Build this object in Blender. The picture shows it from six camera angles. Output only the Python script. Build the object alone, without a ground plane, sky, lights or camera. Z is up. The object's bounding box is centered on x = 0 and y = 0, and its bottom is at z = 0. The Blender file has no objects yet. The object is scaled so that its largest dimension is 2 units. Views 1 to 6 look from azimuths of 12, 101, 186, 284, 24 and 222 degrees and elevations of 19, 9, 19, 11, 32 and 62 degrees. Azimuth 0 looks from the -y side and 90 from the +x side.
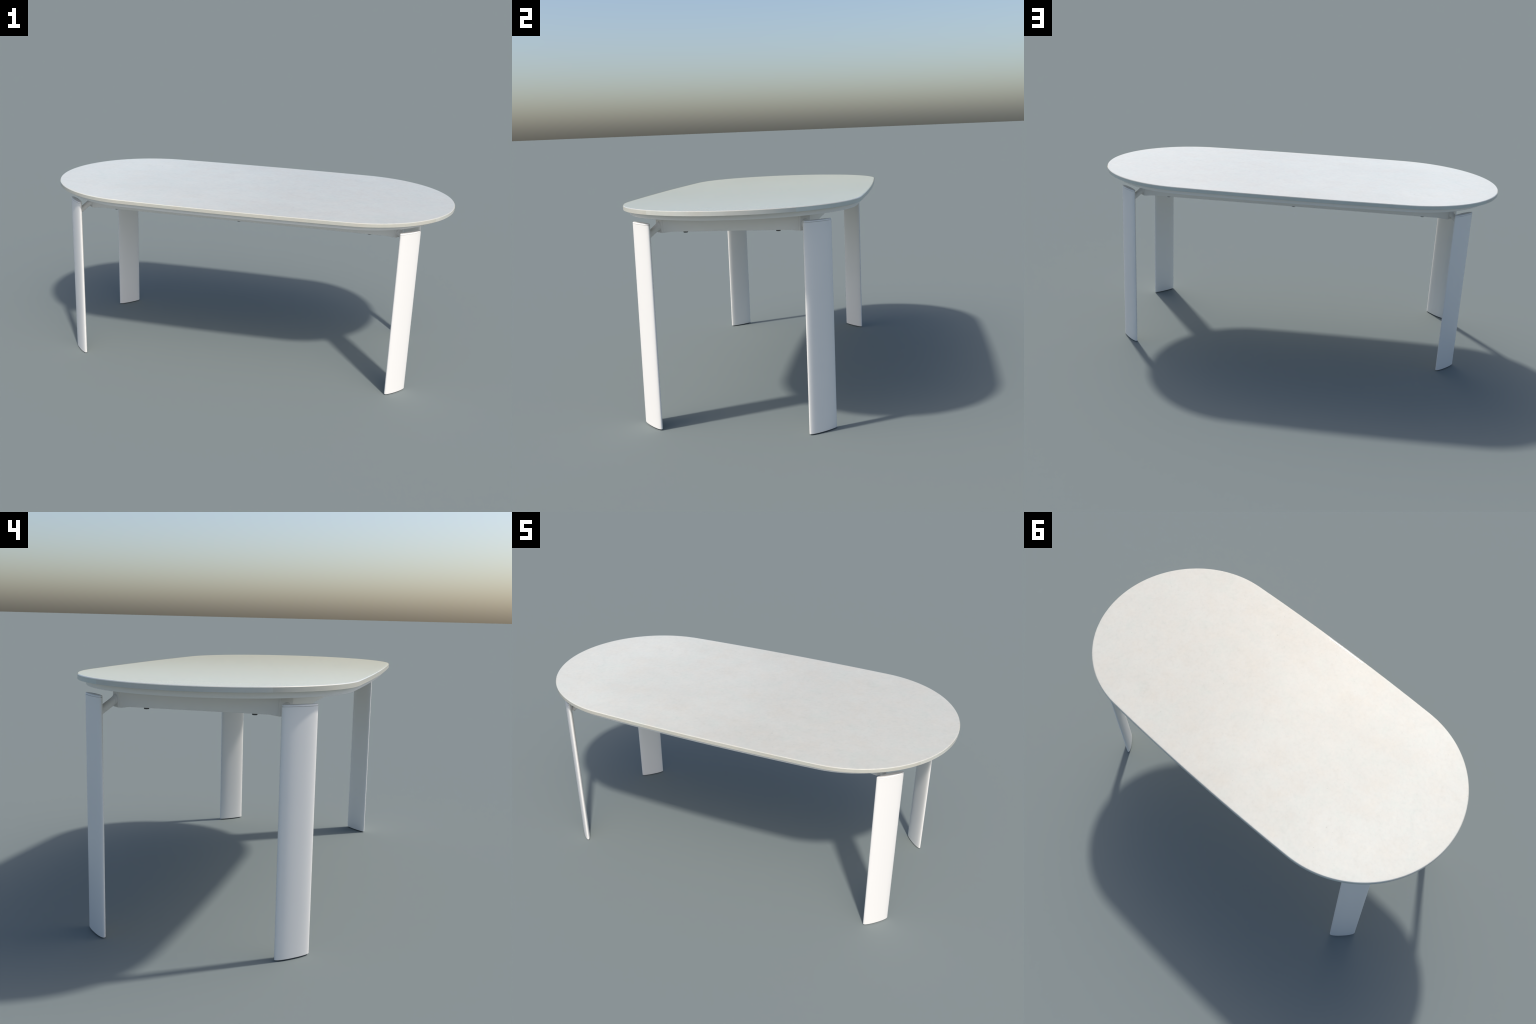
import bpy, bmesh, math
from mathutils import Vector, Matrix

# ------------------------------------------------------------------ sizes (m)
TOP_Z = 0.8610            # top of the slab
SLAB_T = 0.0181           # slab thickness
SLAB_B = TOP_Z - SLAB_T
PANEL_B = 0.8224          # underside of the support panel below the slab
SIDE_R = 13.0             # the long sides are very flat arcs
HALF_W = 0.4890
END_C = ((SIDE_R - HALF_W) ** 2 - (SIDE_R - 1.0) ** 2) / (2 * (SIDE_R - 1.0))   # centre of the end arcs
END_R = 1.0 - END_C

RAIL_X, RAIL_Y = 0.7715, 0.2985      # outer faces of the frame
RAIL_W = 0.045
RAIL_B = 0.7617
CUT = 0.0315              # 45 degree corner cut
LEG = Vector((0.8074, -0.3344))      # leg centre, +x -y corner
LEG_A, LEG_B, LEG_P = 0.0634, 0.0133, 2.2
LEG_TURN = math.radians(1.8)         # blades face a little more to the ends than 45 degrees
LEG_TOP = 0.7965


# ------------------------------------------------------------------ helpers
def outline(off=0.0, n_side=24, n_end=96, end_off=0.0):
    """Oval of two flat side arcs and two round end arcs, tangent, inset by off
    (the ends by end_off more)."""
    phi = math.atan2(END_C, SIDE_R - HALF_W)
    R, r = SIDE_R - off, END_R - off
    k = 1.0 - end_off / (1.0 - off)
    pts = []
    for i in range(n_end + 1):                       # right end, -y to +y
        a = -math.pi / 2 + phi + (math.pi - 2 * phi) * i / n_end
        pts.append((END_C + r * math.cos(a), r * math.sin(a)))
    for i in range(1, n_side):                       # +y side
        a = phi - 2 * phi * i / n_side
        pts.append((R * math.sin(a), -(SIDE_R - HALF_W) + R * math.cos(a)))
    pts = [(x * k, y) for x, y in pts]
    return pts + [(-x, -y) for x, y in pts]


def loft(name, rings, close_ends=(True, True)):
    """Skin a list of equally long closed rings of 3D points."""
    me = bpy.data.meshes.new(name)
    bm = bmesh.new()
    vr = [[bm.verts.new(p) for p in ring] for ring in rings]
    n = len(rings[0])
    for a, b in zip(vr[:-1], vr[1:]):
        for i in range(n):
            j = (i + 1) % n
            bm.faces.new((a[i], a[j], b[j], b[i]))
    if close_ends[0]:
        bm.faces.new(list(reversed(vr[0])))
    if close_ends[1]:
        bm.faces.new(vr[-1])
    bmesh.ops.recalc_face_normals(bm, faces=bm.faces)
    bm.to_mesh(me)
    bm.free()
    return me


def smooth(me, angle=35):
    me.set_sharp_from_angle(angle=math.radians(angle))
    me.polygons.foreach_set("use_smooth", [len(p.vertices) <= 4 for p in me.polygons])   # caps stay flat


def add(name, me, parent, mat, loc=(0, 0, 0), rot=0.0):
    ob = bpy.data.objects.new(name, me)
    bpy.context.scene.collection.objects.link(ob)
    if mat and not me.materials:
        me.materials.append(mat)
    ob.parent = parent
    ob.location = loc
    ob.rotation_euler = (0, 0, rot)
    return ob


def profile_loft(name, prof, end_off=0.0):
    """prof: list of (inset, z) pairs, swept round the table outline."""
    return loft(name, [[(x, y, z) for x, y in outline(o, end_off=end_off)] for o, z in prof])


def arc(o0, z0, rad, a0, a1, n=5):
    return [(o0 + rad * math.cos(math.radians(a0 + (a1 - a0) * i / n)),
             z0 + rad * math.sin(math.radians(a0 + (a1 - a0) * i / n))) for i in range(n + 1)]


# ------------------------------------------------------------------ materials
class Nodes:
    def __init__(self, name):
        self.mat = bpy.data.materials.new(name)
        self.mat.use_nodes = True
        self.nt = self.mat.node_tree
        self.bsdf = self.nt.nodes["Principled BSDF"]
        self.tc = self.nt.nodes.new("ShaderNodeTexCoord")

    def node(self, kind, **kw):
        n = self.nt.nodes.new(kind)
        for k, v in kw.items():
            if k in n.inputs:
                n.inputs[k].default_value = v
            else:
                setattr(n, k, v)
        return n

    def link(self, a, b):
        self.nt.links.new(a, b)

    def coords(self, scale=(1, 1, 1), rot=(0, 0, 0)):
        m = self.node("ShaderNodeMapping")
        m.inputs["Scale"].default_value = scale
        m.inputs["Rotation"].default_value = rot
        self.link(self.tc.outputs["Object"], m.inputs["Vector"])
        return m.outputs["Vector"]

    def noise(self, vec, scale, detail=3.0, rough=0.55):
        n = self.node("ShaderNodeTexNoise", Scale=scale, Detail=detail, Roughness=rough)
        self.link(vec, n.inputs["Vector"])
        return n

    def ramp(self, fac, stops):
        r = self.node("ShaderNodeValToRGB")
        els = r.color_ramp.elements
        while len(els) < len(stops):
            els.new(0.5)
        for e, (p, c) in zip(els, stops):
            e.position = p
            e.color = (*c, 1.0)
        self.link(fac, r.inputs["Fac"])
        return r.outputs["Color"]

    def mix(self, fac, a, b, mode="MIX"):
        m = self.node("ShaderNodeMix", data_type="RGBA", blend_type=mode)
        if isinstance(fac, float):
            m.inputs[0].default_value = fac
        else:
            self.link(fac, m.inputs[0])
        self.link(a, m.inputs[6])
        self.link(b, m.inputs[7])
        return m.outputs[2]


def white_paint():
    m = Nodes("white_powder_coat")
    v = m.coords()
    n = m.noise(v, 900.0, 2.0)
    m.link(m.ramp(n.outputs["Fac"], [(0.3, PAINT_A), (0.7, PAINT_B)]), m.bsdf.inputs["Base Color"])
    m.bsdf.inputs["Roughness"].default_value = 0.45
    b = m.node("ShaderNodeBump", Strength=0.04, Distance=0.0004)
    m.link(n.outputs["Fac"], b.inputs["Height"])
    m.link(b.outputs["Normal"], m.bsdf.inputs["Normal"])
    return m.mat


PAINT_A = (0.785, 0.762, 0.727)
PAINT_B = (0.815, 0.790, 0.755)
ROUGH = 0.0
STONE = (0.512, 0.500, 0.445)
STONE_LIGHT = (0.611, 0.602, 0.538)   # the slab pales towards one end


def tint(c, k, w=0.0):
    return (c[0] * k * (1 + w), c[1] * k, c[2] * k * (1 - w))


def stone(name, base, stretch, light=None, rough=0.3):
    """Pale sintered stone: broad cloudy drift, brushed mottling, tiny specks."""
    m = Nodes(name)
    light = light or base
    sep = m.node("ShaderNodeSeparateXYZ")
    m.link(m.tc.outputs["Object"], sep.inputs["Vector"])
    wob = m.noise(m.coords(), 1.7, 3.0, 0.6)
    add_ = m.node("ShaderNodeMath", operation="MULTIPLY_ADD")
    m.link(wob.outputs["Fac"], add_.inputs[0])
    add_.inputs[1].default_value = 0.9
    m.link(sep.outputs["X"], add_.inputs[2])
    mr = m.node("ShaderNodeMapRange", interpolation_type="SMOOTHSTEP")
    mr.inputs["From Min"].default_value = -0.45
    mr.inputs["From Max"].default_value = 0.65
    m.link(add_.outputs[0], mr.inputs["Value"])
    drift = m.ramp(mr.outputs["Result"], [(0.0, light), (1.0, base)])
    cloud = m.noise(m.coords((1.0, 1.4, 1.0)), 4.0, 6.0, 0.68)
    one = (1.0, 1.0, 1.0)
    col = m.ramp(cloud.outputs["Fac"], [(0.30, tint(one, 0.970, 0.008)), (0.5, one), (0.70, tint(one, 1.025, -0.005))])
    col = m.mix(1.0, drift, col, "MULTIPLY")
    hue = m.noise(m.coords((1, 1, 1), (0, 0, 0.6)), 10.0, 5.0, 0.75)
    tone = m.ramp(hue.outputs["Fac"], [(0.30, (0.965, 1.0, 1.0)), (0.5, (1, 1, 1)), (0.70, (1.0, 0.978, 0.958))])
    col = m.mix(1.0, col, tone, "MULTIPLY")
    mott = m.noise(m.coords(stretch), 58.0, 5.0, 0.7)
    mt = m.ramp(mott.outputs["Fac"], [(0.30, (0.960, 0.960, 0.955)), (0.5, one), (0.70, (1.022, 1.022, 1.016))])
    col = m.mix(1.0, col, mt, "MULTIPLY")
    patch = m.noise(m.coords((1, 1, 1), (0, 0, 1.1)), 21.0, 6.0, 0.72)
    pt = m.ramp(patch.outputs["Fac"], [(0.36, (0.972, 0.974, 0.974)), (0.47, one), (0.53, one), (0.64, (1.022, 1.018, 1.012))])
    col = m.mix(1.0, col, pt, "MULTIPLY")
    speck = m.noise(m.coords(), 95.0, 1.0, 0.5)
    sp = m.ramp(speck.outputs["Fac"], [(0.175, (0.84, 0.84, 0.83)), (0.235, one)])
    col = m.mix(1.0, col, sp, "MULTIPLY")
    m.link(col, m.bsdf.inputs["Base Color"])
    m.bsdf.inputs["Roughness"].default_value = rough
    return m.mat


def plain(name, col, rough):
    m = Nodes(name)
    n = m.noise(m.coords(), 300.0, 2.0)
    m.link(m.ramp(n.outputs["Fac"], [(0.3, tint(col, 0.9)), (0.7, tint(col, 1.1))]), m.bsdf.inputs["Base Color"])
    m.bsdf.inputs["Roughness"].default_value = rough
    return m.mat


MAT_PAINT = white_paint()
MAT_STONE = stone("pale_stone", STONE, (1.0, 1.0, 1.0), STONE_LIGHT, ROUGH)
MAT_EDGE_WARM = stone("stone_edge_warm", (0.497, 0.484, 0.422), (0.25, 0.25, 3.0))
MAT_EDGE_PALE = stone("stone_edge_pale", (0.545, 0.540, 0.485), (0.25, 0.25, 3.0))
MAT_EDGE_GREY = stone("stone_edge_grey", (0.550, 0.578, 0.530), (0.25, 0.25, 3.0))
MAT_BLACK = plain("black_plastic", (0.075, 0.076, 0.078), 0.6)

# ------------------------------------------------------------------ the table
table = bpy.data.objects.new("dining_table", None)
bpy.context.scene.collection.objects.link(table)
table["label"] = "white oval dining table with pale stone top and four blade legs"
table["category"] = "dining table"

# --- tabletop: slab with a softly rounded upper edge, rebated for the edge band
BEV = 0.0026              # crisp 45 degree chamfer on the upper edge
prof = [(0.0040, SLAB_B), (0.0040, TOP_Z - BEV - 0.0006), (0.0003, TOP_Z - BEV - 0.0003), (0.0, TOP_Z - BEV),
        (BEV, TOP_Z - 0.00022), (BEV + 0.0016, TOP_Z - 0.00008),
        (BEV + 0.0068, TOP_Z)]      # then a barely perceptible roll-off
me = profile_loft("tabletop", prof)
smooth(me, 20)
add("tabletop", me, table, MAT_STONE)


# --- edge band: strips of the same stone round the rim, butted at the ends
def band_strip(name, pts):
    """Strip following outer points; pts = list of (outer, inner) 2D pairs."""
    zt, zb, ch = TOP_Z - BEV - 0.0001, SLAB_B + 0.0002, 0.0005
    rings = []
    for (ox, oy), (ix, iy) in pts:
        d = Vector((ox - ix, oy - iy)).normalized() * ch
        rings.append([(ix, iy, zt), (ox, oy, zt), (ox, oy, zb + ch), (ox - d.x, oy - d.y, zb), (ix, iy, zb)])
    me = loft(name, rings)
    smooth(me, 25)
    return me


fine = dict(n_side=48, n_end=180)
outer, inner = outline(0.0, **fine), outline(0.0036, **fine)
pairs = list(zip(outer, inner))
total = len(pairs)


def nearest(ax, ay):
    return min(range(total), key=lambda i: (pairs[i][0][0] - ax) ** 2 + (pairs[i][0][1] - ay) ** 2)


SEAM = math.radians(34.8)     # seams sit on the end arcs, mirrored
joints = sorted(nearest(sx * (END_C + END_R * math.cos(SEAM)), sy * END_R * math.sin(SEAM))
                for sx in (1, -1) for sy in (1, -1))
band = None
for k, a in enumerate(joints):
    b = joints[(k + 1) % 4]
    idx = [(a + i) % total for i in range(((b - a) % total) + 1)]
    mid = pairs[idx[len(idx) // 2]][0]
    mat = MAT_EDGE_PALE if abs(mid[0]) > 0.6 else MAT_EDGE_WARM if mid[1] < 0 else MAT_EDGE_GREY
    add("edge_band", band_strip("edge_band", [pairs[i] for i in idx]), table, mat)

# --- support panel under the slab, set back from the rim
prof = [(0.0175, SLAB_B - 0.0003), (0.0202, PANEL_B + 0.002)] + arc(0.0222, PANEL_B + 0.002, 0.002, 180, 270, 4)[1:]
me = profile_loft("support_panel", prof, 0.023)
smooth(me)
add("support_panel", me, table, MAT_PAINT)

# --- frame: four rails whose lower edge drops slightly at the ends
frame = bpy.data.objects.new("frame", None)
bpy.context.scene.collection.objects.link(frame)
frame.parent = table
RAIL_T = PANEL_B - 0.0002
DROP = 0.0038


def rail_mesh(name, length, width):
    """Rail along local x, outer face at local y = 0, body towards +y."""
    half = length / 2
    xs = [-half + length * i / 60 for i in range(61)]
    xs = sorted(set(xs + [s * (half - 0.001 * k) for s in (1, -1) for k in range(0, 40, 2)]))
    r = 0.003
    rings = []
    for x in xs:
        t = max(0.0, 1 - (half - abs(x)) / 0.034)
        zb = RAIL_B - DROP * t * t * (3 - 2 * t)
        ring = [(x, 0.0, RAIL_T)]
        for c0, c1, a0 in ((r, zb + r, 180), (width - r, zb + r, 270)):
            for k in range(5):
                a = math.radians(a0 + 90 * k / 4)
                ring.append((x, c0 + r * math.cos(a), c1 + r * math.sin(a)))
        ring.append((x, width, RAIL_T))
        rings.append(ring)
    me = loft(name, rings)
    smooth(me, 40)
    return me


long_me = rail_mesh("long_rail", 2 * (RAIL_X - CUT) - 0.012, RAIL_W)
short_me = rail_mesh("short_rail", 2 * (RAIL_Y - CUT) - 0.012, RAIL_W)
for s, rot in ((-1, 0.0), (1, math.pi)):
    add("long_rail", long_me, frame, MAT_PAINT, (0, s * RAIL_Y, 0), rot)
for s, rot in ((1, math.pi / 2), (-1, -math.pi / 2)):
    add("short_rail", short_me, frame, MAT_PAINT, (s * RAIL_X, 0, 0), rot)


# --- corner bracket: block with a 45 degree face that carries the strut
def bracket_mesh(flip):
    """In leg space: local x outward along the corner diagonal, y tangential."""
    px, py = RAIL_X + 0.0008, RAIL_Y + 0.0008
    plan = [(px - CUT, -py), (px, -py + CUT), (px, -py + CUT + 0.007), (px - 0.012, -py + CUT + 0.007),
            (px - CUT - 0.007, -py + CUT + 0.007), (px - CUT - 0.007, -py + 0.012), (px - CUT - 0.007, -py)]
    bm = bmesh.new()
    bot = [bm.verts.new((x - LEG.x, y - LEG.y, RAIL_B - DROP - 0.0003)) for x, y in plan]
    top = [bm.verts.new((x - LEG.x, y - LEG.y, RAIL_T)) for x, y in plan]
    n = len(plan)
    bm.faces.new(bot)
    bm.faces.new(list(reversed(top)))
    for i in range(n):
        j = (i + 1) % n
        bm.faces.new((bot[i], bot[j], top[j], top[i]))
    bmesh.ops.recalc_face_normals(bm, faces=bm.faces)
    bmesh.ops.rotate(bm, cent=(0, 0, 0), matrix=Matrix.Rotation(math.pi / 4, 3, "Z"), verts=bm.verts)
    edges = [e for e in bm.edges if e.calc_face_angle(0) > 0.3 and max(v.co.z for v in e.verts) < RAIL_T - 0.001
             or abs(e.verts[0].co.z - e.verts[1].co.z) > 0.01]
    bmesh.ops.bevel(bm, geom=edges, offset=0.0022, segments=3, profile=0.5, affect="EDGES")
    me = bpy.data.meshes.new("corner_bracket")
    if flip:
        bmesh.ops.scale(bm, vec=(1, -1, 1), verts=bm.verts)
        bmesh.ops.reverse_faces(bm, faces=bm.faces)
    bm.to_mesh(me)
    bm.free()
    smooth(me, 40)
    return me


def strut_mesh():
    """Round strut from the bracket face sloping down into the leg, flared foot."""
    face = ((RAIL_X - CUT / 2 - LEG.x) - (-RAIL_Y + CUT / 2 - LEG.y)) / math.sqrt(2)
    z0, slope = 0.7835, -math.tan(math.radians(35))
    rings = []
    rad = 0.0128
    stations = [(-0.006, 0.0187), (0.0036, 0.0187), (0.0044, 0.0183), (0.0050, 0.0170), (0.0056, 0.0152),
                (0.0072, 0.0138), (0.010, rad), (0.030, rad), (0.058, rad)]
    for d, r in stations:
        cx, cz = face + d, z0 + slope * d
        tilt = min(1.0, max(0.0, (d - 0.0036) / 0.007))
        ang = math.radians(-35) * tilt
        ring = []
        for i in range(40):
            a = 2 * math.pi * i / 40
            y, w = r * math.cos(a), r * math.sin(a)
            ring.append((cx - w * math.sin(ang), y, cz + w * math.cos(ang)))
        rings.append(ring)
    me = loft("strut", rings)
    smooth(me, 40)
    return me


def lens(a, b, n=72):
    """Blade section: local x is the thickness, y the width."""
    pts = []
    for i in range(n):
        t = 2 * math.pi * i / n
        c, s = math.cos(t), math.sin(t)
        pts.append((b * math.copysign(abs(c) ** (2 / LEG_P), c), a * math.copysign(abs(s) ** (2 / LEG_P), s)))
    return pts


def blade(name, levels):
    """levels: (inset, z) list."""
    return loft(name, [[(x, y, z) for x, y in lens(LEG_A - o, LEG_B - o, 96)] for o, z in levels])


leg_me = blade("leg", [(0.0008, 0.0010), (0.0, 0.0018), (0.0, 0.20), (0.0, 0.40), (0.0, 0.60),
                       (0.0, LEG_TOP - 0.0006), (0.0006, LEG_TOP)])
smooth(leg_me)
cap_me = blade("leg_cap", [(0.0030, LEG_TOP - 0.004), (0.0030, LEG_TOP + 0.0012), (0.0003, LEG_TOP + 0.0012),
                           (0.0, LEG_TOP + 0.0015), (0.0, LEG_TOP + 0.0028), (0.0004, LEG_TOP + 0.0042),
                           (0.0016, LEG_TOP + 0.0055), (0.0030, LEG_TOP + 0.0060)])
smooth(cap_me, 40)
pad_me = blade("foot_pad", [(0.0024, 0.0), (0.0022, 0.0011)])
smooth(pad_me)
br_me, st_me = {1: bracket_mesh(True), -1: bracket_mesh(False)}, strut_mesh()

for sx, sy in ((1, -1), (1, 1), (-1, 1), (-1, -1)):
    rot = math.atan2(sy, sx)
    rot = math.radians(45) * round(rot / math.radians(45))
    loc = (sx * LEG.x, -sy * LEG.y, 0)
    br = add("corner_bracket", br_me[sx * sy], frame, MAT_PAINT, loc, rot)
    add("strut", st_me, br, MAT_PAINT)
    leg = add("leg", leg_me, table, MAT_PAINT, loc, rot - LEG_TURN * sx * sy)
    add("leg_cap", cap_me, leg, MAT_PAINT)
    add("foot_pad", pad_me, leg, MAT_BLACK)

# --- dark screw heads under the rails
n = 28
ring = lambda r, z: [(r * math.cos(2 * math.pi * i / n), r * math.sin(2 * math.pi * i / n), z) for i in range(n)]
sc_me = loft("screw", [ring(0.0086, RAIL_B + 0.001), ring(0.0086, RAIL_B - 0.0050), ring(0.0083, RAIL_B - 0.0060),
                       ring(0.0073, RAIL_B - 0.0065)])
smooth(sc_me, 40)
spots = [(sx * 0.746, sy * 0.180) for sx in (1, -1) for sy in (1, -1)]
spots += [(x, sy * 0.275) for x in (-0.622, 0.0, 0.622) for sy in (1, -1)]
for x, y in spots:
    add("screw", sc_me, frame, MAT_BLACK, (x, y, 0))
